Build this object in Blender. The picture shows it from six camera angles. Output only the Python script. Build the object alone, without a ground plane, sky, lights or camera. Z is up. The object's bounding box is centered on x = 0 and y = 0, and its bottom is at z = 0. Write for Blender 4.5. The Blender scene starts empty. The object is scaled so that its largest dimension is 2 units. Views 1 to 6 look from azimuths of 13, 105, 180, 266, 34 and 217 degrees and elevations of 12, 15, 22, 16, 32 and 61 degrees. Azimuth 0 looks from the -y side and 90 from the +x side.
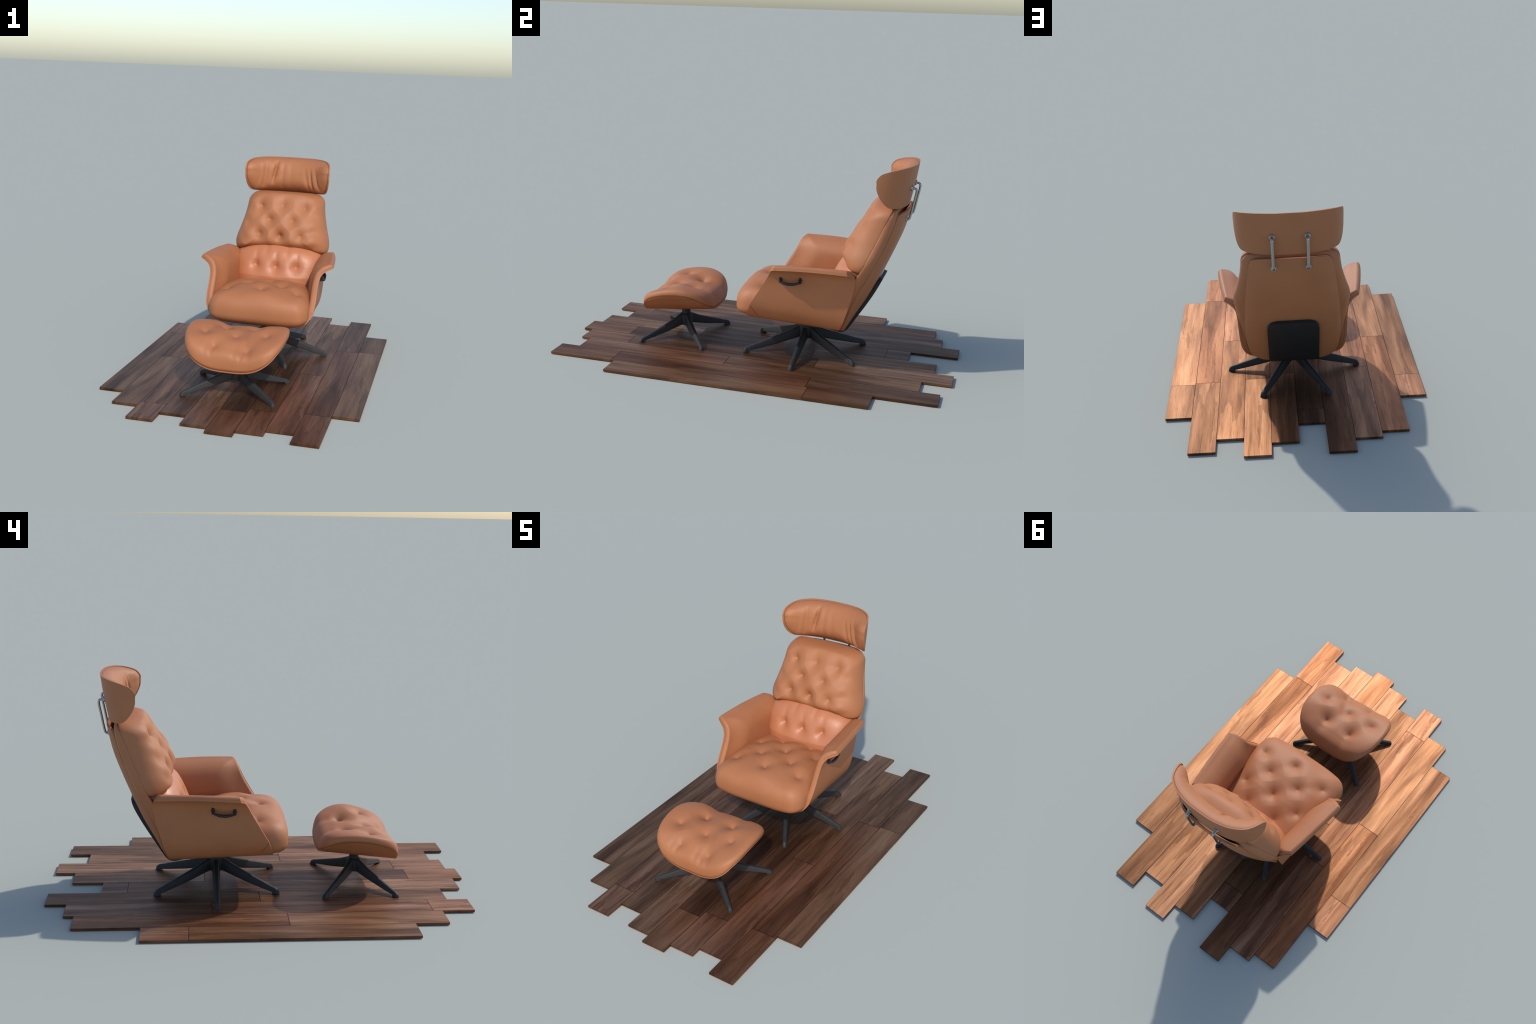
import bpy, math, random
import numpy as np
from mathutils import Vector

random.seed(7)
RNG = np.random.default_rng(7)

# ------------------------------------------------------------------ helpers
def lerp_table(x, table):
    t = np.asarray(table, float)
    return np.interp(x, t[:, 0], t[:, 1])


def smooth_table(x, table):
    """Monotone-ish Catmull-Rom interpolation of a small (x, y) table."""
    t = np.asarray(table, float)
    xs, ys = t[:, 0], t[:, 1]
    m = np.gradient(ys, xs)
    x = np.clip(np.asarray(x, float), xs[0], xs[-1])
    i = np.clip(np.searchsorted(xs, x) - 1, 0, len(xs) - 2)
    h = xs[i + 1] - xs[i]
    u = (x - xs[i]) / h
    return ((2*u**3 - 3*u**2 + 1)*ys[i] + (u**3 - 2*u**2 + u)*h*m[i]
            + (-2*u**3 + 3*u**2)*ys[i + 1] + (u**3 - u**2)*h*m[i + 1])


def spline(pts, n, closed=False, sub=24):
    """Catmull-Rom through control points, resampled evenly by arc length."""
    p = np.asarray(pts, float)
    k = len(p)
    out = []
    segs = k if closed else k - 1
    for i in range(segs):
        if closed:
            a, b, c, d = p[(i-1) % k], p[i], p[(i+1) % k], p[(i+2) % k]
        else:
            b, c = p[i], p[i+1]
            a = p[i-1] if i > 0 else 2*b - c
            d = p[i+2] if i + 2 < k else 2*c - b
        # centripetal parameters keep tight corners from looping
        t1 = max(np.linalg.norm(b-a), 1e-9)**.5
        t2 = t1 + max(np.linalg.norm(c-b), 1e-9)**.5
        t3 = t2 + max(np.linalg.norm(d-c), 1e-9)**.5
        t = np.linspace(t1, t2, sub, endpoint=False)[:, None]
        A1 = (t1-t)/t1*a + t/t1*b
        A2 = (t2-t)/(t2-t1)*b + (t-t1)/(t2-t1)*c
        A3 = (t3-t)/(t3-t2)*c + (t-t2)/(t3-t2)*d
        B1 = (t2-t)/t2*A1 + t/t2*A2
        B2 = (t3-t)/(t3-t1)*A2 + (t-t1)/(t3-t1)*A3
        out.append((t2-t)/(t2-t1)*B1 + (t-t1)/(t2-t1)*B2)
    out.append(p[:1] if closed else p[-1:])
    q = np.vstack(out)
    s = np.concatenate([[0], np.cumsum(np.linalg.norm(np.diff(q, axis=0), axis=1))])
    g = np.linspace(0, s[-1], n, endpoint=not closed)
    return np.stack([np.interp(g, s, q[:, j]) for j in range(q.shape[1])], 1)


def mirrored(half):
    """Closed outline from its right half, listed from the bottom middle to the top middle."""
    h = [tuple(v) for v in half]
    left = [(-x, y) for x, y in reversed(h) if abs(x) > 1e-6]
    return h + left


def make_object(name, verts, faces, mat, parent=None, angle=35, kind=None):
    me = bpy.data.meshes.new(name)
    me.from_pydata([tuple(map(float, v)) for v in verts], [], faces)
    me.validate()
    me.update()
    import bmesh
    bm = bmesh.new()
    bm.from_mesh(me)
    bmesh.ops.recalc_face_normals(bm, faces=bm.faces)
    bm.to_mesh(me)
    bm.free()
    me.shade_smooth()
    me.set_sharp_from_angle(angle=math.radians(angle))
    me.materials.append(mat)
    ob = bpy.data.objects.new(name, me)
    bpy.context.scene.collection.objects.link(ob)
    if parent is not None:
        ob.parent = parent
    if kind:
        ob["kind"] = kind
    return ob


def empty(name, label, category, loc=(0, 0, 0)):
    e = bpy.data.objects.new(name, None)
    e.empty_display_size = .1
    bpy.context.scene.collection.objects.link(e)
    e["label"], e["category"] = label, category
    return e


def grid_normals(P):
    du = np.gradient(P, axis=0)
    dv = np.gradient(P, axis=1)
    n = np.cross(du, dv)
    return n / np.maximum(np.linalg.norm(n, axis=2, keepdims=True), 1e-9)


def slab_from_grids(A, B):
    """Closed body between two n x m grids with the same layout."""
    n, m = A.shape[:2]
    V = np.vstack([A.reshape(-1, 3), B.reshape(-1, 3)])
    o = n*m
    F = []
    for i in range(n-1):
        for j in range(m-1):
            a = i*m + j
            F.append((a, a+1, a+m+1, a+m))
            F.append((o+a, o+a+m, o+a+m+1, o+a+1))
    rim = ([j for j in range(m)] + [i*m + m-1 for i in range(1, n)]
           + [(n-1)*m + j for j in range(m-2, -1, -1)] + [i*m for i in range(n-2, 0, -1)])
    for k in range(len(rim)):
        a, b = rim[k], rim[(k+1) % len(rim)]
        F.append((a, o+a, o+b, b))
    return V, F


def polar_body(outline, centre, front, back, rings=46, weld=True, dense=1.7):
    """Body over a closed plan outline; front/back map (a, b, rho, theta index) arrays to 3D."""
    O = np.asarray(outline)
    N = len(O)
    c = np.asarray(centre, float)
    rho = 1 - (1 - np.linspace(0, 1, rings + 1)[1:])**dense
    # rho goes 0..1 with rings packed near the rim
    R = rho[:, None]
    X = c[0] + R*(O[None, :, 0] - c[0])
    Y = c[1] + R*(O[None, :, 1] - c[1])
    Rg = np.repeat(R, N, 1)
    TH = np.repeat(np.arange(N)[None], len(rho), 0)
    cen = (np.array([[c[0]]]), np.array([[c[1]]]), np.array([[0.]]), np.array([[0]]))
    A = front(X, Y, Rg, TH)
    A0 = front(*cen).reshape(1, 3)
    B = back(X, Y, Rg, TH)
    B0 = back(*cen).reshape(1, 3)
    k = len(rho)
    V = np.vstack([A0, A.reshape(-1, 3), B0, B.reshape(-1, 3)])
    oB = 1 + k*N
    F = []
    for o, flip in ((0, False), (oB, True)):
        for j in range(N):
            j2 = (j+1) % N
            f = (o, o+1+j, o+1+j2)
            F.append(f[::-1] if flip else f)
        for i in range(k-1):
            for j in range(N):
                j2 = (j+1) % N
                a = o+1+i*N
                f = (a+j, a+N+j, a+N+j2, a+j2)
                F.append(f[::-1] if flip else f)
    ra, rb = 1+(k-1)*N, oB+1+(k-1)*N
    if weld:
        # drop the back rim, use the front rim instead
        remap = {rb+j: ra+j for j in range(N)}
        F = [tuple(remap.get(v, v) for v in f) for f in F]
        V = V[:rb]
    else:
        for j in range(N):
            j2 = (j+1) % N
            F.append((ra+j, rb+j, rb+j2, ra+j2))
    return V, F


def tube(path, radius, sides=14, flat=1.0, up=(1, 0, 0), cap=True):
    """Swept rod; `flat` squeezes the profile across `up`."""
    P = np.asarray(path, float)
    r = np.broadcast_to(np.asarray(radius, float), (len(P),))
    T = np.gradient(P, axis=0)
    T /= np.linalg.norm(T, axis=1, keepdims=True)
    up = np.asarray(up, float)
    V, F = [], []
    for i, (p, t) in enumerate(zip(P, T)):
        s = up - t*(up @ t)
        s /= np.linalg.norm(s)
        w = np.cross(t, s)
        for j in range(sides):
            a = 2*math.pi*j/sides
            V.append(p + r[i]*(math.cos(a)*s + flat*math.sin(a)*w))
    for i in range(len(P)-1):
        for j in range(sides):
            a, b = i*sides + j, i*sides + (j+1) % sides
            F.append((a, b, b+sides, a+sides))
    if cap:
        F.append(tuple(range(sides))[::-1])
        F.append(tuple((len(P)-1)*sides + j for j in range(sides)))
    return V, F


def lathe(profile, sides=32, origin=(0, 0, 0), axis=(0, 0, 1)):
    ax = Vector(axis).normalized()
    q = Vector((0, 0, 1)).rotation_difference(ax)
    V, F = [], []
    for r, z in profile:
        for j in range(sides):
            a = 2*math.pi*j/sides
            v = q @ Vector((r*math.cos(a), r*math.sin(a), z)) + Vector(origin)
            V.append(tuple(v))
    k = len(profile)
    for i in range(k-1):
        for j in range(sides):
            a, b = i*sides+j, i*sides+(j+1) % sides
            F.append((a, b, b+sides, a+sides))
    F.append(tuple(range(sides))[::-1])
    F.append(tuple((k-1)*sides+j for j in range(sides)))
    return V, F


def join(*parts):
    V, F = [], []
    for v, f in parts:
        o = len(V)
        V.extend(list(v))
        F.extend(tuple(i+o for i in g) for g in f)
    return V, F


def rho_at(outline, c, p):
    """Polar fraction (0 centre, 1 rim) of a plan point."""
    d = outline - np.asarray(c)
    ang = np.arctan2(d[:, 1], d[:, 0])
    q = np.asarray(p, float) - np.asarray(c)
    a = math.atan2(q[1], q[0])
    k = np.argmin(np.abs((ang - a + math.pi) % (2*math.pi) - math.pi))
    return float(np.linalg.norm(q)/np.linalg.norm(d[k]))


def tufting(a, b, buttons, depths, pit=.012, bowl=.032, folds=(), fold_depth=.008, fold_width=.018):
    """How far a buttoned cover is pulled in at plan position (a, b)."""
    d = np.zeros_like(a, dtype=float)
    for (bx, by), k in zip(buttons, depths):
        r = np.sqrt((a-bx)**2 + (b-by)**2 + .0025**2)
        d = np.maximum(d, k*(.40*np.exp(-(r/pit)) + .68*np.exp(-(r/bowl)**1.6)))
    for (i, j) in folds:
        p, q = np.array(buttons[i]), np.array(buttons[j])
        e = q - p
        L = np.linalg.norm(e)
        e = e/L
        t = (a-p[0])*e[0] + (b-p[1])*e[1]
        s = np.abs((a-p[0])*e[1] - (b-p[1])*e[0])
        over = np.maximum(np.maximum(-t, t-L), 0)
        d = d + fold_depth*np.exp(-(s/fold_width)**2)*np.exp(-(over/.02)**2)*(1 - np.exp(-(np.minimum(np.abs(t), np.abs(L-t))/.03)**2)*.6)
    return d


def wobble(a, b, seed, size=.05, amp=.002):
    """Slow uneven swelling of a stuffed cover."""
    r = np.random.default_rng(seed)
    out = np.zeros_like(a, dtype=float)
    for k in range(7):
        th, ph, f = r.uniform(0, 6.28), r.uniform(0, 6.28), r.uniform(.6, 1.6)/size
        out = out + np.sin((a*math.cos(th) + b*math.sin(th))*f + ph)
    return out*amp/2.2


# ------------------------------------------------------------------ materials
def new_mat(name):
    m = bpy.data.materials.new(name)
    m.use_nodes = True
    nt = m.node_tree
    return m, nt, nt.nodes["Principled BSDF"]


def node(nt, kind, **kw):
    n = nt.nodes.new(kind)
    for k, v in kw.items():
        setattr(n, k, v)
    return n


def ramp(nt, stops):
    r = node(nt, "ShaderNodeValToRGB")
    e = r.color_ramp.elements
    while len(e) < len(stops):
        e.new(.5)
    for el, (p, c) in zip(e, stops):
        el.position, el.color = p, (*c, 1)
    return r


def leather(name, dark, light, rough=.58, spec=.4, bump=.06, perforated=False, sheen=0.):
    m, nt, bsdf = new_mat(name)
    L = nt.links.new
    tc = node(nt, "ShaderNodeTexCoord")
    n1 = node(nt, "ShaderNodeTexNoise")
    n1.inputs["Scale"].default_value = 7
    n1.inputs["Detail"].default_value = 4
    L(tc.outputs["Object"], n1.inputs["Vector"])
    r = ramp(nt, [(.3, dark), (.7, light)])
    L(n1.outputs["Fac"], r.inputs["Fac"])
    L(r.outputs["Color"], bsdf.inputs["Base Color"])
    bsdf.inputs["Roughness"].default_value = rough
    bsdf.inputs["Specular IOR Level"].default_value = spec
    bsdf.inputs["Sheen Weight"].default_value = sheen
    bsdf.inputs["Sheen Roughness"].default_value = .4
    v = node(nt, "ShaderNodeTexVoronoi")
    v.inputs["Scale"].default_value = 420
    L(tc.outputs["Object"], v.inputs["Vector"])
    b = node(nt, "ShaderNodeBump")
    b.inputs["Strength"].default_value = bump
    b.inputs["Distance"].default_value = .001
    L(v.outputs["Distance"], b.inputs["Height"])
    if perforated:
        # fine rows of pin holes
        mp = node(nt, "ShaderNodeMapping")
        mp.inputs["Scale"].default_value = (190, 60, 190)
        L(tc.outputs["Object"], mp.inputs["Vector"])
        v2 = node(nt, "ShaderNodeTexVoronoi")
        v2.inputs["Scale"].default_value = 1
        v2.inputs["Randomness"].default_value = 0
        L(mp.outputs["Vector"], v2.inputs["Vector"])
        hole = node(nt, "ShaderNodeMapRange")
        hole.inputs["From Min"].default_value = .18
        hole.inputs["From Max"].default_value = .42
        L(v2.outputs["Distance"], hole.inputs["Value"])
        b.inputs["Strength"].default_value = .22
        L(hole.outputs["Result"], b.inputs["Height"])
    L(b.outputs["Normal"], bsdf.inputs["Normal"])
    return m


def plain(name, col, rough, metallic=0., spec=.5, noise=0.):
    m, nt, bsdf = new_mat(name)
    L = nt.links.new
    tc = node(nt, "ShaderNodeTexCoord")
    n1 = node(nt, "ShaderNodeTexNoise")
    n1.inputs["Scale"].default_value = 60
    L(tc.outputs["Object"], n1.inputs["Vector"])
    c = np.array(col)
    r = ramp(nt, [(.3, tuple(c*(1-noise))), (.7, tuple(c*(1+noise)))])
    L(n1.outputs["Fac"], r.inputs["Fac"])
    L(r.outputs["Color"], bsdf.inputs["Base Color"])
    bsdf.inputs["Roughness"].default_value = rough
    bsdf.inputs["Metallic"].default_value = metallic
    bsdf.inputs["Specular IOR Level"].default_value = spec
    return m


def srgb(r, g, b):
    f = lambda c: c/12.92 if c <= .04045 else ((c+.055)/1.055)**2.4
    return tuple(f(x/255) for x in (r, g, b))


def wood(name, tint):
    """Walnut-like boards: grain along y, figure and tone differ from board to board."""
    m, nt, bsdf = new_mat(name)
    L = nt.links.new
    tc = node(nt, "ShaderNodeTexCoord")
    info = node(nt, "ShaderNodeObjectInfo")
    off = node(nt, "ShaderNodeMath", operation="MULTIPLY")
    off.inputs[1].default_value = 37.
    L(info.outputs["Random"], off.inputs[0])
    cmb = node(nt, "ShaderNodeCombineXYZ")
    for k in ("X", "Y", "Z"):
        L(off.outputs[0], cmb.inputs[k])
    add = node(nt, "ShaderNodeVectorMath", operation="ADD")
    L(tc.outputs["Object"], add.inputs[0])
    L(cmb.outputs[0], add.inputs[1])

    def noise(scale, detail=4, rough=.55, dist=0.):
        mp = node(nt, "ShaderNodeMapping")
        mp.inputs["Scale"].default_value = scale
        L(add.outputs[0], mp.inputs["Vector"])
        n = node(nt, "ShaderNodeTexNoise")
        n.inputs["Scale"].default_value = 1
        n.inputs["Detail"].default_value = detail
        n.inputs["Roughness"].default_value = rough
        n.inputs["Distortion"].default_value = dist
        L(mp.outputs["Vector"], n.inputs["Vector"])
        return n.outputs["Fac"]

    def mix(a, b, fac=1., kind="MULTIPLY"):
        m_ = node(nt, "ShaderNodeMix", data_type="RGBA", blend_type=kind)
        for sock, v in ((0, fac), (6, a), (7, b)):
            if hasattr(v, "is_linked"):
                L(v, m_.inputs[sock])
            else:
                m_.inputs[sock].default_value = v if sock == 0 else (*v, 1)
        return m_.outputs[2]

    def fade(v, k):
        f_ = node(nt, "ShaderNodeMath", operation="MULTIPLY")
        L(v, f_.inputs[0])
        f_.inputs[1].default_value = k
        return f_.outputs[0]

    fig = noise((20, 1.9, 4), 4, .5, .3)            # broad figure
    fine = noise((330, 9, 20), 3, .65)              # pores
    mid = noise((75, 2.6, 10), 5, .65, .5)          # veins
    base = ramp(nt, [(.30, WOOD_DARK), (.45, WOOD_MID), (.56, WOOD_MID2), (.72, WOOD_LIGHT)])
    L(fig, base.inputs["Fac"])
    # crisp-edged heartwood tongues, in two sizes
    jag = node(nt, "ShaderNodeMath", operation="MULTIPLY_ADD")
    L(noise((60, 24, 10), 3, .6), jag.inputs[0])
    jag.inputs[1].default_value = .085
    L(noise((12, .95, 3), 3, .5, .25), jag.inputs[2])
    step1 = ramp(nt, [(0, (0, 0, 0)), (.575, (0, 0, 0)), (.59, (1, 1, 1)), (.72, (.35, .35, .35))])
    L(jag.outputs[0], step1.inputs["Fac"])
    jag2 = node(nt, "ShaderNodeMath", operation="MULTIPLY_ADD")
    L(noise((90, 30, 10), 3, .6), jag2.inputs[0])
    jag2.inputs[1].default_value = .08
    L(noise((30, 1.7, 3), 4, .55, .3), jag2.inputs[2])
    step2 = ramp(nt, [(0, (1, 1, 1)), (.37, (1, 1, 1)), (.43, (.25, .25, .25)), (.45, (0, 0, 0))])
    L(jag2.outputs[0], step2.inputs["Fac"])
    c = mix(base.outputs["Color"], (.64, .60, .58), fade(step1.outputs["Color"], .85))
    c = mix(c, (.66, .58, .54), fade(step2.outputs["Color"], .6))
    vein = ramp(nt, [(.30, (.42, .38, .37)), (.43, (1, 1, 1)), (.75, (1.12, 1.1, 1.07))])
    L(mid, vein.inputs["Fac"])
    c = mix(c, vein.outputs["Color"], .55)
    pore = ramp(nt, [(.34, (.45, .42, .4)), (.48, (1, 1, 1)), (.75, (1.12, 1.12, 1.12))])
    L(fine, pore.inputs["Fac"])
    c = mix(c, pore.outputs["Color"], .5)
    # slight tone shift per board within one sort of timber
    wn = node(nt, "ShaderNodeTexWhiteNoise", noise_dimensions="1D")
    L(off.outputs[0], wn.inputs["W"])
    tone = ramp(nt, [(0, tuple(.93*t for t in tint)), (1, tuple(1.07*t for t in tint))])
    L(wn.outputs["Value"], tone.inputs["Fac"])
    c = mix(c, tone.outputs["Color"], 1.)
    # darker line along the board edges at the joints
    sep = node(nt, "ShaderNodeSeparateXYZ")
    L(tc.outputs["Generated"], sep.inputs[0])
    lines = []
    for axis, wide in (("X", .0095), ("Y", .0022)):
        a_ = node(nt, "ShaderNodeMath", operation="SUBTRACT")
        L(sep.outputs[axis], a_.inputs[0])
        a_.inputs[1].default_value = .5
        b_ = node(nt, "ShaderNodeMath", operation="ABSOLUTE")
        L(a_.outputs[0], b_.inputs[0])
        c_ = node(nt, "ShaderNodeMath", operation="GREATER_THAN")
        L(b_.outputs[0], c_.inputs[0])
        c_.inputs[1].default_value = .5 - wide
        lines.append(c_.outputs[0])
    joint = node(nt, "ShaderNodeMath", operation="MAXIMUM")
    L(lines[0], joint.inputs[0])
    L(lines[1], joint.inputs[1])
    c = mix(c, (.50, .45, .42), fade(joint.outputs[0], .8))
    L(c, bsdf.inputs["Base Color"])
    bsdf.inputs["Roughness"].default_value = WOOD_ROUGH
    bsdf.inputs["Metallic"].default_value = WOOD_METAL
    b = node(nt, "ShaderNodeBump")
    b.inputs["Strength"].default_value = .08
    b.inputs["Distance"].default_value = .001
    L(fine, b.inputs["Height"])
    L(b.outputs["Normal"], bsdf.inputs["Normal"])
    return m


WOOD_DARK, WOOD_MID = srgb(132, 92, 66), srgb(160, 114, 82)
WOOD_MID2, WOOD_LIGHT = srgb(176, 127, 92), srgb(194, 146, 110)
WOOD_ROUGH, WOOD_METAL = .5, .9

M_LEATHER = leather("tan_leather", srgb(166, 104, 65), srgb(172, 110, 70), spec=.5)
M_LUMBAR = leather("perforated_leather", srgb(184, 116, 78), srgb(189, 121, 83), rough=.43, spec=.5, perforated=True)
M_BLACK = plain("black_powder_coat", srgb(42, 42, 42), .6, spec=.4, noise=.08)
M_PLATE = plain("black_plastic", srgb(30, 30, 31), .6, noise=.08)
M_CHROME = plain("brushed_steel", srgb(168, 168, 166), .25, metallic=1., noise=.03)
M_DARK_LINE = plain("dark_brown_line", srgb(120, 70, 46), .8)
TIMBER = {k: wood("walnut_" + k, t) for k, t in dict(
    pale=(1.06, 1.10, 1.14), rosy=(.96, .93, .98), tan=(.91, .92, .90), brown=(.72, .72, .71), red=(.77, .69, .64),
    dark=(.50, .48, .47), grey=(.70, .74, .83)).items()}

# ------------------------------------------------------------------ floor
FLOOR_TOP = .011
floor = empty("wooden_floor", "staggered patch of brown walnut floorboards", "floor")
ROW_W = .1253
ROWS = [  # front end, joints, back end (y) and timber for each row, from +x to -x
    (-.648, (.347,), .657, "tan brown"), (-.997, (-.665, .335), .957, "red red brown"), (-.899, (-.12,), .856, "rosy tan"),
    (-.949, (-.686, .318), 1.0, "rosy brown pale"), (-.997, (-.73, .273), .905, "red dark brown"), (-.949, (-.365, .636), .757, "pale dark grey"),
    (-.852, (.02,), 1.0, "brown dark"), (-.948, (-.756, .244), .902, "rosy rosy grey"), (-.798, (-.09,), .855, "tan red"),
    (-.645, (.35,), .557, "brown rosy")]


def board(name, x0, x1, y0, y1, timber):
    g = .0006
    cx, cy = (x0+x1)/2, (y0+y1)/2
    hx, hy = (x1-x0)/2 - g, (y1-y0)/2 - g
    V = []
    for z in (0, FLOOR_TOP):
        V += [(-hx, -hy, z), (hx, -hy, z), (hx, hy, z), (-hx, hy, z)]
    F = [(3, 2, 1, 0), (4, 5, 6, 7)]
    for j in range(4):
        k = (j+1) % 4
        F.append((j, k, 4+k, 4+j))
    ob = make_object(name, V, F, TIMBER[timber], floor, angle=20)
    ob.location = (cx, cy, 0)
    return ob


for i, (a, js, b, sorts) in enumerate(ROWS):
    x1 = .6265 - i*ROW_W
    ends = [a, *js, b]
    for y0, y1, sort in zip(ends[:-1], ends[1:], sorts.split()):
        board("floorboard", x1-ROW_W, x1, y0, y1, sort)

# ------------------------------------------------------------------ lounge chair
chair = empty("lounge_chair", "tan leather swivel recliner chair with buttoned cushions", "armchair")

# --- bent seat shell with winged arms --------------------------------------
# (x, z) of the outer face from the bottom middle to the wing tip, at the front and rear edges
FRONT_SEC = [(0, .219), (.07, .219), (.14, .220), (.2, .225), (.238, .236), (.262, .256), (.280, .284), (.289, .313),
             (.2935, .355), (.294, .41), (.2955, .450), (.302, .479), (.316, .499), (.338, .512), (.362, .521)]
REAR_SEC = [(0, .199), (.07, .199), (.12, .199), (.175, .200), (.212, .206), (.235, .226), (.248, .258), (.254, .29),
            (.257, .33), (.2585, .37), (.260, .41), (.262, .455), (.269, .489), (.286, .507), (.315, .518)]
NT = 70
fs = spline(FRONT_SEC, NT)
rs = spline(REAR_SEC, NT)
yf = lerp_table(fs[:, 1], [(.2, -.036), (.25, -.033), (.315, -.010), (.45, .070), (.49, .090), (.521, .097)])
yr = lerp_table(rs[:, 1], [(.183, .42), (.21, .432), (.264, .455), (.31, .469), (.41, .496), (.489, .510), (.507, .506), (.517, .494)])
NS = 40


def arm_sheet(t_from=0, inset_front=0., inset_rear=0., inset_top=0.):
    """Right half sheet, indexed [section, along]."""
    s = np.linspace(0, 1, NS)
    # round the front top and rear top corners of the wing
    P = np.zeros((NT, NS, 3))
    for i in range(NT):
        L = yr[i] - yf[i]
        round_tip = max(0, (i - (NT-11))/10.)
        a = yf[i] + inset_front + .026*round_tip**2.2
        b = yr[i] - inset_rear - .02*round_tip**2
        y = a + (b-a)*s
        w = np.clip((y - yf[i])/L, 0, 1)
        P[i, :, 0] = fs[i, 0]*(1-w) + rs[i, 0]*w
        P[i, :, 2] = fs[i, 1]*(1-w) + rs[i, 1]*w
        P[i, :, 1] = y
        if i > NT*.78:  # the wing swells a little in the middle of its length
            k = ((i/NT) - .78)/.22
            P[i, :, 2] += .008*k*np.sin(math.pi*w)
            P[i, :, 0] += .007*k*np.sin(math.pi*w)**.7
    return P[t_from:]


half = arm_sheet()
full = np.concatenate([half[:0:-1]*np.array([-1, 1, 1]), half], 0)
N = grid_normals(full)
if N[NT-1, NS//2, 2] < 0:
    N = -N          # normals point to the sitter
V, F = slab_from_grids(full, full + N*.009)
make_object("seat_shell", V, F, M_LEATHER, chair, angle=40)


def edge_profile(d, r):
    d = np.clip(d, 0, r)
    return np.sqrt(np.maximum(1 - (1 - d/r)**2, 0))


def arm_pad(side):
    P = arm_sheet(t_from=int(NT*.34), inset_front=.003, inset_rear=.003)
    Nn = grid_normals(P)
    mid = Nn[10, NS//2]
    if mid[0] > 0:
        Nn = -Nn
    n, m = P.shape[:2]
    # denser rows near the borders for a soft roll
    def dens(k):
        u = np.linspace(0, 1, k)
        return .5 - .5*np.cos(math.pi*u)
    def resample(G, ku, kv):
        iu, iv = dens(ku)*(n-1), dens(kv)*(m-1)
        a, b = np.clip(iu.astype(int), 0, n-2), np.clip(iv.astype(int), 0, m-2)
        fu, fv = (iu-a)[:, None, None], (iv-b)[None, :, None]
        g = lambda x, y: G[x][:, y]
        return (g(a, b)*(1-fu)*(1-fv) + g(a+1, b)*fu*(1-fv) + g(a, b+1)*(1-fu)*fv + g(a+1, b+1)*fu*fv)
    P, Nn = resample(P, 90, 70), resample(Nn, 90, 70)
    Nn /= np.linalg.norm(Nn, axis=2, keepdims=True)
    du = np.concatenate([np.zeros((1, P.shape[1])), np.cumsum(np.linalg.norm(np.diff(P, axis=0), axis=2), 0)])
    dv = np.concatenate([np.zeros((P.shape[0], 1)), np.cumsum(np.linalg.norm(np.diff(P, axis=1), axis=2), 1)], 1)
    dist = np.minimum(np.minimum(du[-1:] - du, dv), dv[:, -1:] - dv)
    tip = np.clip((du[-1:] - du)/.07, 0, 1)
    deep = np.clip(np.minimum(np.minimum((du[-1:] - du - .020)/.085, dv/.15), 1), 0, 1)
    deep = deep*deep*(3-2*deep)
    th = (.013 + .006*tip)*edge_profile(dist, .013) + .027*deep*np.clip((dv[:, -1:] - dv)/.02, 0, 1)
    A = P + Nn*.0092
    B = P + Nn*(.0092 + .003 + th)[..., None]
    if side < 0:
        A, B = A*np.array([-1, 1, 1]), B*np.array([-1, 1, 1])
    V, F = slab_from_grids(A, B)
    make_object("armrest", V, F, M_LEATHER, chair, angle=60)


arm_pad(1)
arm_pad(-1)

# --- seat cushion --------------------------------------------------------
SEAT_BTN = [(.187, .035), (0, .014), (-.187, .035), (.09, .116), (-.09, .116), (.165, .227), (0, .211),
            (-.165, .227), (.086, .316), (-.086, .316)]
SEAT_BTN_Z = [.382, .392, .382, .398, .398, .384, .390, .384, .380, .380]
SEAT_FOLD = [(0, 3), (1, 3), (1, 4), (2, 4), (3, 5), (3, 6), (4, 6), (4, 7), (5, 8), (6, 8), (6, 9), (7, 9)]
SEAT_C = (0, .14)
seat_out = spline(mirrored([(0, -.113), (.09, -.113), (.17, -.109), (.230, -.095), (.260, -.058), (.268, .0), (.266, .12),
                            (.255, .24), (.243, .35), (.222, .405), (.15, .425), (0, .428)]), 240, closed=True)


def seat_rim(y):
    return lerp_table(y, [(-.12, .282), (0, .290), (.2, .295), (.42, .30)])


def seat_base(x, y, rho):
    zr = seat_rim(y)
    zt = lerp_table(y, [(-.12, .417), (-.02, .415), (.1, .419), (.22, .414), (.32, .396), (.43, .380)]) - .14*x**2
    return zr + (zt - zr)*np.power(np.maximum(1 - rho**3.5, 0), 1/2.8)


SEAT_DEPTH = [1.3*max(.016, float(seat_base(np.array(p[0]), np.array(p[1]), rho_at(seat_out, SEAT_C, p))) - z)
              for p, z in zip(SEAT_BTN, SEAT_BTN_Z)]


def seat_top(x, y, rho, th):
    z = seat_base(x, y, rho)
    d = tufting(x, y, SEAT_BTN, SEAT_DEPTH, bowl=.039, folds=SEAT_FOLD, fold_depth=.0018, fold_width=.024)
    d = d - wobble(x, y, 3, amp=.0035)
    z = z - d*np.clip((1-rho)/.18, 0, 1)
    return np.stack([x, y, z], -1)


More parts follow.
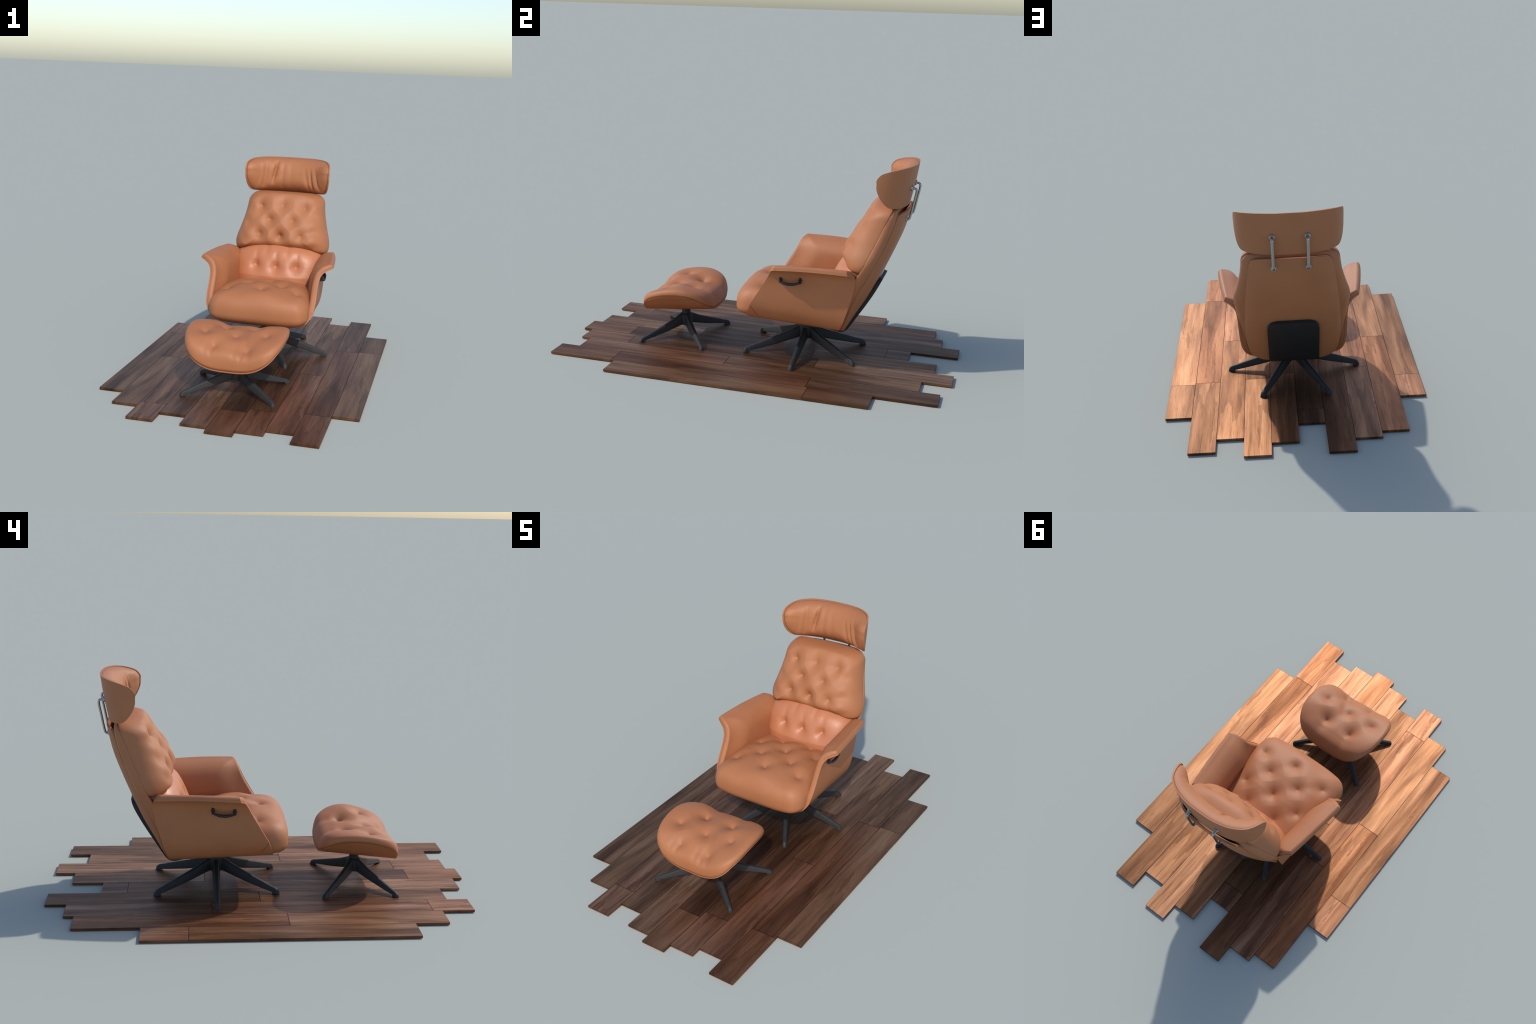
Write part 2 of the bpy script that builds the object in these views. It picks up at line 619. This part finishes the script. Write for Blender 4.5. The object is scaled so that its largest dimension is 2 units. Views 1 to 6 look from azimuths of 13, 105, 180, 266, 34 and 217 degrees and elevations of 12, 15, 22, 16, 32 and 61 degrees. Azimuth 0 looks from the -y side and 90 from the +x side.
def seat_bottom(x, y, rho, th):
    zr = seat_rim(y)
    zb = lerp_table(y, [(-.12, .198), (0, .214), (.1, .212), (.43, .215)])
    z = zr + (zb - zr)*np.power(np.maximum(1 - rho**3.0, 0), 1/2.3)
    return np.stack([x, y, z], -1)


V, F = polar_body(seat_out, SEAT_C, seat_top, seat_bottom, rings=64)
make_object("seat_cushion", V, F, M_LEATHER, chair, angle=180)

# --- back shell, pads and cushions ------------------------------------------
SHELL_EDGE = [(.15, .425), (.2, .438), (.225, .450), (.34, .490), (.49, .557), (.608, .612), (.742, .664), (.82, .684), (.9, .70)]
SHELL_REAR = [(.14, .425), (.175, .441), (.265, .489), (.37, .551), (.47, .598), (.51, .615), (.6, .652), (.69, .685), (.765, .704), (.82, .715), (.9, .73)]
shell_out = spline(mirrored([(0, .180), (.1, .181), (.155, .188), (.193, .208), (.2135, .25), (.2235, .31), (.2275, .385), (.224, .47),
                             (.216, .57), (.203, .68), (.188, .775), (.176, .803), (.15, .813), (.08, .8155), (0, .816)]), 240, closed=True)


def half_width(z):
    return lerp_table(z, [(.15, .16), (.18, .175), (.205, .195), (.25, .2135), (.31, .2235), (.385, .2275), (.47, .224), (.57, .216), (.68, .203), (.775, .188), (.82, .18)])


def shell_y(x, z):
    e, r = smooth_table(z, SHELL_EDGE), smooth_table(z, SHELL_REAR)
    u = np.clip(np.abs(x)/half_width(z), 0, 1.1)
    return r - (r-e)*(.06*u**2 + .94*u**5)


def shell_back(x, z, rho, th):
    return np.stack([x, shell_y(x, z), z], -1)


def shell_front(x, z, rho, th):
    return np.stack([x*.992, shell_y(x, z) - .012, z], -1)


V, F = polar_body(shell_out, (0, .5), shell_back, shell_front, rings=40, weld=False)
back_shell = make_object("back_shell", V, F, M_LEATHER, chair, angle=40)

# padded layer between shell and cushion
SEAM_Y = [(.2, .405), (.30, .425), (.40, .455), (.475, .490), (.53, .524), (.585, .549), (.631, .570), (.686, .593), (.762, .623), (.83, .650), (.9, .675)]
CUSH_HALF = [(0, .20), (.14, .205), (.2, .215), (.241, .30), (.258, .40), (.267, .475), (.272, .525), (.2745, .555), (.271, .587),
             (.2575, .632), (.246, .672), (.236, .71), (.2265, .76), (.219, .80), (.208, .818), (.188, .832), (.15, .8385), (.08, .8405), (0, .841)]
pad_out = spline(mirrored([(x*.985, z - (.005 if z > .8 else 0)) for x, z in CUSH_HALF]), 240, closed=True)


def pad_front(x, z, rho, th):
    y = smooth_table(z, SEAM_Y) + .003 - .003*np.power(np.maximum(1-rho**6, 0), .5)
    return np.stack([x, y, z], -1)


def pad_back(x, z, rho, th):
    y0 = smooth_table(z, SEAM_Y) + .003
    full = smooth_table(z, SHELL_EDGE) - .001 - y0
    y = y0 + full*np.power(np.maximum(1-rho**16, 0), .5) + .004*np.sin(rho*math.pi)*np.sin(40*z + 3*x)*(rho > .9)
    u = np.abs(x)/half_width(z)
    lim = shell_y(x, z) - .006
    y = np.where((u < .98) & (z < .815), np.minimum(y, lim), y)
    return np.stack([x, y, z], -1)


V, F = polar_body(pad_out, (0, .55), pad_front, pad_back, rings=44)
make_object("back_pad", V, F, M_LEATHER, chair, angle=180)

# upper buttoned cushion
BACK_BTN = [(.125, .767), (0, .775), (-.125, .767), (.066, .70), (-.066, .70), (.118, .619), (0, .614), (-.118, .619)]
BACK_FOLD = [(0, 3), (1, 3), (1, 4), (2, 4), (3, 5), (3, 6), (4, 6), (4, 7)]
cush_out = spline(mirrored([(0, .538), (.1, .537), (.2, .530), (.243, .520), (.262, .527), (.271, .555), (.2675, .587),
                            (.2535, .632), (.242, .672), (.2325, .71), (.2245, .76), (.219, .80), (.208, .818), (.188, .832), (.15, .8385), (.08, .8405), (0, .841)]), 260, closed=True)
CUSH_FRONT = [(.50, .405), (.55, .402), (.60, .409), (.65, .430), (.70, .452), (.75, .478), (.80, .508), (.85, .546), (.88, .575)]


def cush_base(x, z, rho):
    ys = smooth_table(z, SEAM_Y) + .001
    yf_ = smooth_table(z, CUSH_FRONT) + .10*x**2 + 2.6*np.maximum(np.abs(x)-.16, 0)**2*np.clip((.67-z)/.1, 0, 1)
    yf_ = yf_ + .06*np.clip(x-.02, 0, .16)*np.clip((z-.58)/.06, 0, 1)   # the stuffing has settled to one side
    p = 4.4 + .9*np.clip((z-.74)/.08, 0, 1)
    return ys + (yf_ - ys)*np.power(np.maximum(1-rho**p, 0), 1/2.5)


BACK_BTN_Y = [.533, .521, .533, .484, .484, .457, .470, .457]
BACK_DEPTH = [float(np.clip(y - cush_base(np.array(p[0]), np.array(p[1]), rho_at(cush_out, (0, .69), p)),   .024, .05))
              for p, y in zip(BACK_BTN, BACK_BTN_Y)]


def cush_front(x, z, rho, th):
    y = cush_base(x, z, rho)
    d = tufting(x, z, BACK_BTN, BACK_DEPTH, bowl=.037, folds=BACK_FOLD, fold_depth=.0018, fold_width=.025)
    d = d + wobble(x, z, 5, amp=.0045)
    # pulled puckers along the lower hem
    d = d + .006*np.exp(-((z-.548)/.02)**2)*(np.exp(-((np.abs(x)-.06)/.012)**2))
    # lumpy flanks between the outer buttons
    d = d + .005*np.exp(-((np.abs(x)-.19)/.035)**2)*np.cos(2*math.pi*(z-.615)/.085 + 2*np.sin(25*x))
    y = y + d*np.clip((1-rho)/.2, 0, 1)
    # the top edge is stuffed up into a roll in front of the seam
    lift = .021*np.power(np.sin(math.pi*np.clip((rho-.60)/.40, 0, 1)), .7)*np.clip(1.15 - (np.abs(x)/.19)**2, 0, 1)*np.clip((z-.74)/.08, 0, 1)
    return np.stack([x, y, z + lift], -1)


def cush_back(x, z, rho, th):
    y = smooth_table(z, SEAM_Y) + .001 + .008*np.power(np.maximum(1-rho**6, 0), .5)
    return np.stack([x, y, z], -1)


V, F = polar_body(cush_out, (0, .69), cush_front, cush_back, rings=64)
make_object("back_cushion", V, F, M_LEATHER, chair, angle=180)

# lumbar cushion (perforated, shinier)
LUM_BTN = [(.115, .453), (0, .450), (-.115, .453)]
lum_out = spline(mirrored([(0, .30), (.15, .302), (.215, .315), (.238, .37), (.246, .44), (.247, .485), (.236, .520), (.195, .552), (.1, .578), (0, .584)]), 220, closed=True)


def lum_front(x, z, rho, th):
    ys = smooth_table(z, SEAM_Y)
    yc = lerp_table(z, [(.3, .325), (.40, .332), (.46, .355), (.53, .388), (.56, .41), (.6, .43)]) + .35*x**2
    yc = np.minimum(yc, ys - .002)
    y = ys + (yc - ys)*np.power(np.maximum(1-rho**4, 0), 1/3.)
    d = tufting(x, z, LUM_BTN, [.033]*3, bowl=.028)
    for bx, bz in LUM_BTN:   # pull line rising from each button to the hem above
        d = d + .005*np.exp(-((x-bx)/.015)**2)*np.clip((z-bz)/.02, 0, 1)*np.clip((.56-z)/.05, 0, 1)
    for bx in (-.06, .06):
        d = d + .007*np.exp(-((x-bx)/.014)**2)*np.exp(-((z-.555)/.035)**2)
    y = y + d*np.clip((1-rho)/.15, 0, 1)
    return np.stack([x, y, z], -1)


def lum_back(x, z, rho, th):
    return np.stack([x, smooth_table(z, SEAM_Y) + .006*np.power(np.maximum(1-rho**6, 0), .5), z], -1)


V, F = polar_body(lum_out, (0, .45), lum_front, lum_back, rings=56)
make_object("lumbar_cushion", V, F, M_LUMBAR, chair, angle=180)

# black support plate behind the back, folding under the seat
PLATE = spline([(.610, .455), (.590, .413), (.566, .368), (.535, .315), (.502, .262), (.470, .210), (.450, .181), (.438, .171),
                (.425, .166), (.405, .166), (.36, .175), (.30, .184), (.22, .190)], 60)
nw = 33
G = np.zeros((60, nw, 3))
for i, (y, z) in enumerate(PLATE):
    drop = .462 - z if i < 40 else 1
    w = .121
    if i < 30:
        t = np.clip(np.linalg.norm(PLATE[i]-PLATE[0])/.052, 0, 1)
        w = .121 - .045*(1 - math.sqrt(max(0, 1-(1-t)**2)))
    u = np.linspace(-1, 1, nw)
    G[i, :, 0] = u*w
    G[i, :, 1] = y + .002
    G[i, :, 2] = z
Np = grid_normals(G)
if Np[10, nw//2, 1] > 0:
    Np = -Np
V, F = slab_from_grids(G, G + Np*.017)
make_object("support_plate", V, F, M_PLATE, chair, angle=35)

# --- headrest ---------------------------------------------------------------
# plan of the curved shell: distance back from the front plane for each |x|
HEAD_PLAN = [(0, .0), (.06, -.002), (.11, -.010), (.15, -.022), (.185, -.041), (.212, -.064), (.229, -.093), (.240, -.126), (.246, -.158), (.249, -.19), (.251, -.22)]
hp = spline(HEAD_PLAN, 200)
hs = np.concatenate([[0], np.cumsum(np.linalg.norm(np.diff(hp, axis=0), axis=1))])
HEAD_REAR = [(.80, .699), (.83, .706), (.90, .720), (.95, .729), (1.03, .740), (1.06, .744)]
HEAD_HALF = [(0, .8325), (.08, .833), (.14, .834), (.20, .837), (.240, .844), (.266, .860), (.297, .892), (.320, .930), (.326, .957), (.329, .974),
             (.314, .999), (.28, 1.014), (.22, 1.027), (.14, 1.033), (.06, 1.0335), (0, 1.034)]


def head_point(s, z, off):
    """Point on the shell; off > 0 moves towards the sitter along the curved plan's normal."""
    a = np.abs(s)
    x = np.interp(a, hs, hp[:, 0])
    y = np.interp(a, hs, hp[:, 1])
    e = .004
    tx = np.interp(a+e, hs, hp[:, 0]) - np.interp(np.maximum(a-e, 0), hs, hp[:, 0])
    ty = np.interp(a+e, hs, hp[:, 1]) - np.interp(np.maximum(a-e, 0), hs, hp[:, 1])
    l = np.sqrt(tx**2 + ty**2)
    nx, ny = ty/l, -tx/l
    nx = nx*np.clip(a/.03, 0, 1)
    X = (x + nx*off)*np.sign(s + 1e-12)
    taper = 1
    Y = smooth_table(z, HEAD_REAR) + y + ny*off
    return np.stack([X*taper, Y, z + 0*X], -1)


head_out = spline(mirrored(HEAD_HALF), 240, closed=True)
V, F = polar_body(head_out, (0, .94), lambda s, z, r, t: head_point(s, z, 0*s),
                  lambda s, z, r, t: head_point(s*.995, z, .0075 + 0*s), rings=40, weld=False)
make_object("headrest_shell", V, F, M_LEATHER, chair, angle=40)

hc_out = spline(mirrored([(x*.975, .937 + (z-.937)*.955) for x, z in HEAD_HALF]), 260, closed=True)
# (position, depth, width, top, bottom, slant) of the gathers in the roll
WRINKLES = [(-.100, .019, .012, 1.04, .875, .022), (-.175, .007, .018, 1.04, .82, .01), (-.040, .0045, .017, 1.04, .82, .004), (.010, .003, .020, 1.04, .82, -.004),
            (.118, .008, .015, .99, .80, -.022), (.158, .013, .014, .99, .80, -.014), (.212, .009, .019, 1.01, .80, -.03)]


def head_front(s, z, rho, th):
    bulge = .076*np.power(np.maximum(1 - rho**(2.3 + 2.4*np.clip(np.abs(s)/.32, 0, 1)**2), 0), 1/2.0)
    bulge = bulge*(1 - .12*np.clip(np.abs(s)/.30, 0, 1)**2)
    d = wobble(s, z, 9, amp=.0015)
    for c, dep, w, zt, zb, slant in WRINKLES:
        line = c + slant*(z - .94)/.1
        d = d + dep*np.exp(-np.abs((s-line)/w)**1.6)*np.clip((zt-z)/.07, 0, 1)*np.clip((z-zb)/.05, 0, 1)
    # the roll tucks under at its lower edge
    bulge = bulge*np.power(1 - np.exp(-np.maximum(z - .829 + .02*(np.abs(s)/.25)**2, 0)/.030), .8)
    off = .0075 + np.maximum(bulge - d*np.clip((1-rho)/.25, 0, 1), 0)
    return head_point(s, z, off)


V, F = polar_body(hc_out, (0, .937), head_front, lambda s, z, r, t: head_point(s, z, .0075 - .002*(1-r)), rings=60)
make_object("headrest_cushion", V, F, M_LEATHER, chair, angle=180)


def headrest_bar(x):
    path = spline([(x, .715, .9235), (x, .735, .921), (x, .7445, .916), (x, .7455, .905), (x, .735, .845), (x, .7235, .784),
                   (x, .7195, .772), (x, .711, .7665), (x, .690, .768)], 60)
    bar = make_object("headrest_bar", *tube(path, .0074, 16, flat=.74), M_CHROME, chair, angle=60)
    for (y, z, n) in ((.7245, .922, (0, 1, -.15)), (.7055, .769, (0, 1, -.25))):
        V, F = lathe([(.0, -.006), (.0135, -.006), (.0135, .0012), (.0122, .0026), (0.0, .0026)], 28, (x, y, z), n)
        make_object("mounting_disc", V, F, M_CHROME, bar, angle=40)


headrest_bar(.077)
headrest_bar(-.077)


# thin dark diagonal line low on each side panel
cand = half[int(NT*.25):int(NT*.75)].reshape(-1, 3)
for side in (1, -1):
    line = spline([(-.010, .310), (.003, .288), (.015, .268), (.024, .252)], 22)
    path = []
    for y, z in line:
        d2 = (cand[:, 1]-y)**2 + (cand[:, 2]-z)**2
        near = np.argsort(d2)[:6]
        wgt = 1/(d2[near] + 1e-6)
        path.append((side*(np.sum(cand[near, 0]*wgt)/wgt.sum() - .0002), y, z))
    make_object("panel_dark_line", *tube(path, .0014, 8, up=(0, 1, 0)), M_DARK_LINE, chair, angle=60)


# --- side handles -------------------------------------------------------------
def handle(side):
    base = np.array([(.292, .145, .4605), (.288, .241, .4645)])
    parts = []
    for x, y, z in base:
        # a small lug on the panel
        lug = spline([(x-.012, y, z+.001), (x+.004, y, z+.002), (x+.016, y, z-.003)], 10)
        parts.append(tube(lug, [.0085]*6 + [.008, .0075, .0065, .005], 14, up=(0, 0, 1)))
        parts.append(tube([(x-.004, y, z+.010), (x+.006, y, z+.010), (x+.008, y, z-.012), (x-.002, y, z-.012)], .006, 10, up=(0, 1, 0)))
    n = 24
    u = np.linspace(0, 1, n)
    P = np.stack([.307 - .003*u, .145 + .096*u, .4555 + .004*u - .0125*np.sin(math.pi*u)**.7], 1)
    parts.append(tube(P,   .0048 + .0026*np.sin(math.pi*u), 12, up=(0, 0, 1)))
    V, F = join(*parts)
    V = [(side*v[0], v[1], v[2]) for v in V]
    make_object("handle", V, F, M_PLATE, chair, angle=50)


handle(1)
handle(-1)


# --- swivel base ----------------------------------------------------------------
def leg_mesh(top, bottom, foot, w_hub, w_foot):
    """Tapered cast leg along +x, its tip rounded and turned down to a foot."""
    r0, r1 = foot
    R = w_foot/2
    body = np.linspace(top[0][0], r0 - .001, 26)
    tip = r1 - R + R*np.sin(np.linspace(-.35*math.pi, .5*math.pi, 16))
    tip = tip[tip > r0 + .0005]
    xs = np.concatenate([body, [r0, r0 + .0004], tip])
    V, F, k = [], [], 13
    for x in xs:
        a = float(smooth_table(x, top)) - .001
        b = float(lerp_table(x, bottom)) + .003 if x <= r0 else FLOOR_TOP - .0005
        h = float(np.interp(x, [xs[0], r0], [w_hub, w_foot]))/2*.93
        if x > r1 - R:
            h = max(R*math.sqrt(max(0, 1-((x-r1+R)/R)**2)), .0006)
        t = a - b
        ring = [(-h*.40, a), (0, a+.0004), (h*.40, a), (h*.56, a-t*.05), (h*.66, a-t*.18), (h*.985, b+t*.16), (h, b+t*.07), (h*.9, b),
                (-h*.9, b), (-h, b+t*.07), (-h*.985, b+t*.16), (-h*.66, a-t*.18), (-h*.56, a-t*.05)]
        V += [(x, yy, zz) for yy, zz in ring]
    n = len(xs)
    for i in range(n-1):
        for j in range(k):
            a, b = i*k+j, i*k+(j+1) % k
            F.append((a, b, b+k, a+k))
    F.append(tuple(range(k))[::-1])
    F.append(tuple((n-1)*k+j for j in range(k)))
    return V, F


def star_base(parent, centre, leg_angles, leg, hub):
    base = make_object("swivel_base", *lathe(hub, 36), M_BLACK, parent, angle=35)
    base.location = (*centre, 0)
    V, F = leg
    first = None
    for a in leg_angles:
        if first is None:
            ob = first = make_object("leg", V, F, M_BLACK, base, angle=40)
        else:
            ob = first.copy()
            bpy.context.scene.collection.objects.link(ob)
            ob.parent = base
        ob.rotation_euler = (0, 0, a)
    return base


leg = leg_mesh([(.012, .148), (.05, .134), (.10, .113), (.16, .092), (.24, .066), (.30, .0455), (.314, .0415), (.325, .036), (.333, .027), (.338, .015)],
               [(.012, .080), (.04, .080), (.10, .064), (.16, .048), (.25, .028), (.303, .017)], (.306, .338), .042, .027)
star_base(chair, (0, .218), [math.radians(60*k) for k in range(6)], leg,
          [(.034, .076), (.040, .079), (.042, .09), (.040, .14), (.034, .155), (.034, .19)])

# ------------------------------------------------------------------ footstool
stool = empty("footstool", "matching tan leather footstool on black star base", "footstool")
TILT = math.radians(6.5)
CA, SA = math.cos(TILT), math.sin(TILT)
OC = (-.452, .176)


def tilted(x, q, w):
    return np.stack([x, OC[0] + q*CA - w*SA, OC[1] + q*SA + w*CA], -1)


STOOL_W = [(0, -.006), (.05, -.005), (.085, -.001), (.115, .007), (.145, .020), (.17, .036), (.19, .052), (.205, .067), (.218, .082), (.231, .096), (.246, .115)]
stool_half = [(0, -.177), (.08, -.177), (.135, -.174), (.172, -.167), (.203, -.147), (.224, -.114), (.237, -.066), (.2425, -.01), (.2415, .05), (.232, .104),
              (.211, .148), (.180, .177), (.132, .19), (.07, .193), (0, .194)]
stool_out = spline(mirrored(stool_half), 220, closed=True)


def stool_w(x):
    return smooth_table(np.abs(x), STOOL_W)


V, F = polar_body(stool_out, (0, 0), lambda x, q, r, t: tilted(x, q, stool_w(x)),
                  lambda x, q, r, t: tilted(x*.975, q*.995, stool_w(x*.975)+.008), rings=44, weld=False)
make_object("stool_shell", V, F, M_LEATHER, stool, angle=40)

STOOL_BTN = [(.078, .082), (-.078, .082), (.15, -.026), (-.15, -.026), (0, -.027), (.078, -.120), (-.078, -.120)]
STOOL_BTN_W = [.083, .083, .118, .118, .110, .100, .100]
STOOL_FOLD = [(0, 2), (1, 3), (0, 4), (1, 4), (2, 5), (3, 6), (4, 5), (4, 6)]
stool_cout = np.array(stool_out)*np.array([1.006, 1.012])


def stool_base(x, q, rho, o):
    wr = stool_w(o[..., 0]/1.006) + .0095
    wt = .131 + .58*x**2 - .42*np.maximum(-q, 0)**1.5 - 1.1*np.maximum(q-.03, 0)**2
    return wr + (wt - wr)*np.power(np.maximum(1-rho**4.2, 0), 1/2.6)


STOOL_DEPTH = []
for p, w in zip(STOOL_BTN, STOOL_BTN_W):
    rr = rho_at(stool_cout, (0, 0), p)
    STOOL_DEPTH.append(float(np.clip(stool_base(np.array(p[0]), np.array(p[1]), rr, np.array(p)/rr) - w, .020, .04))*.95)


def stool_top(x, q, rho, th):
    w = stool_base(x, q, rho, stool_cout[th])
    d = tufting(x, q, STOOL_BTN, STOOL_DEPTH, bowl=.039, folds=STOOL_FOLD, fold_depth=.0018, fold_width=.024)
    d = d + wobble(x, q, 11, amp=.004)
    # gathered pleats running down the front and back faces
    for c, dep, wd, sgn in ((-.085, .0035, .010, -1), (-.115, .0025, .009, -1), (.020, .0035, .012, -1), (.052, .005, .010, -1), (.088, .0025, .012, -1),
                            (.078, .008, .030, 1), (-.078, .008, .030, 1)):
        d = d + dep*np.exp(-((x-c)/wd)**2)*np.clip((sgn*q-.09)/.05, 0, 1)
    # long diagonal ripple beside the middle button
    d = d + .005*np.exp(-((x - .045 + .35*(q+.03))/.02)**2)*np.exp(-((q+.05)/.06)**2)
    w = w - d*np.clip((1-rho)/.10, 0, 1)
    k = np.sin(math.pi*np.clip((rho-.70)/.30, 0, 1))**1.3
    return tilted(x*(1 + .045*k), q*(1 + .045*k), w)


def stool_under(x, q, rho, th):
    k = 1 - .02*(1-rho**20)
    return tilted(x*k, q*k, stool_w(x*k/1.006) + .0078 + .0017*rho**30)


V, F = polar_body(stool_cout, (0, 0), stool_top, stool_under, rings=60)
make_object("stool_cushion", V, F, M_LEATHER, stool, angle=180)

leg2 = leg_mesh([(.012, .137), (.035, .124), (.08, .102), (.15, .076), (.22, .052), (.256, .0395), (.268, .036), (.278, .031), (.286, .023), (.290, .014)],
                [(.012, .066), (.035, .066), (.08, .054), (.125, .043), (.2, .028), (.258, .0165)], (.260, .290), .040, .026)
ang = math.atan2(.166, .216)
star_base(stool, (0, -.452), [ang, math.pi-ang, math.pi+ang, -ang], leg2,
          [(.03, .064), (.036, .067), (.037, .075), (.034, .12), (.024, .13), (.0225, .14), (.0225, .178)])
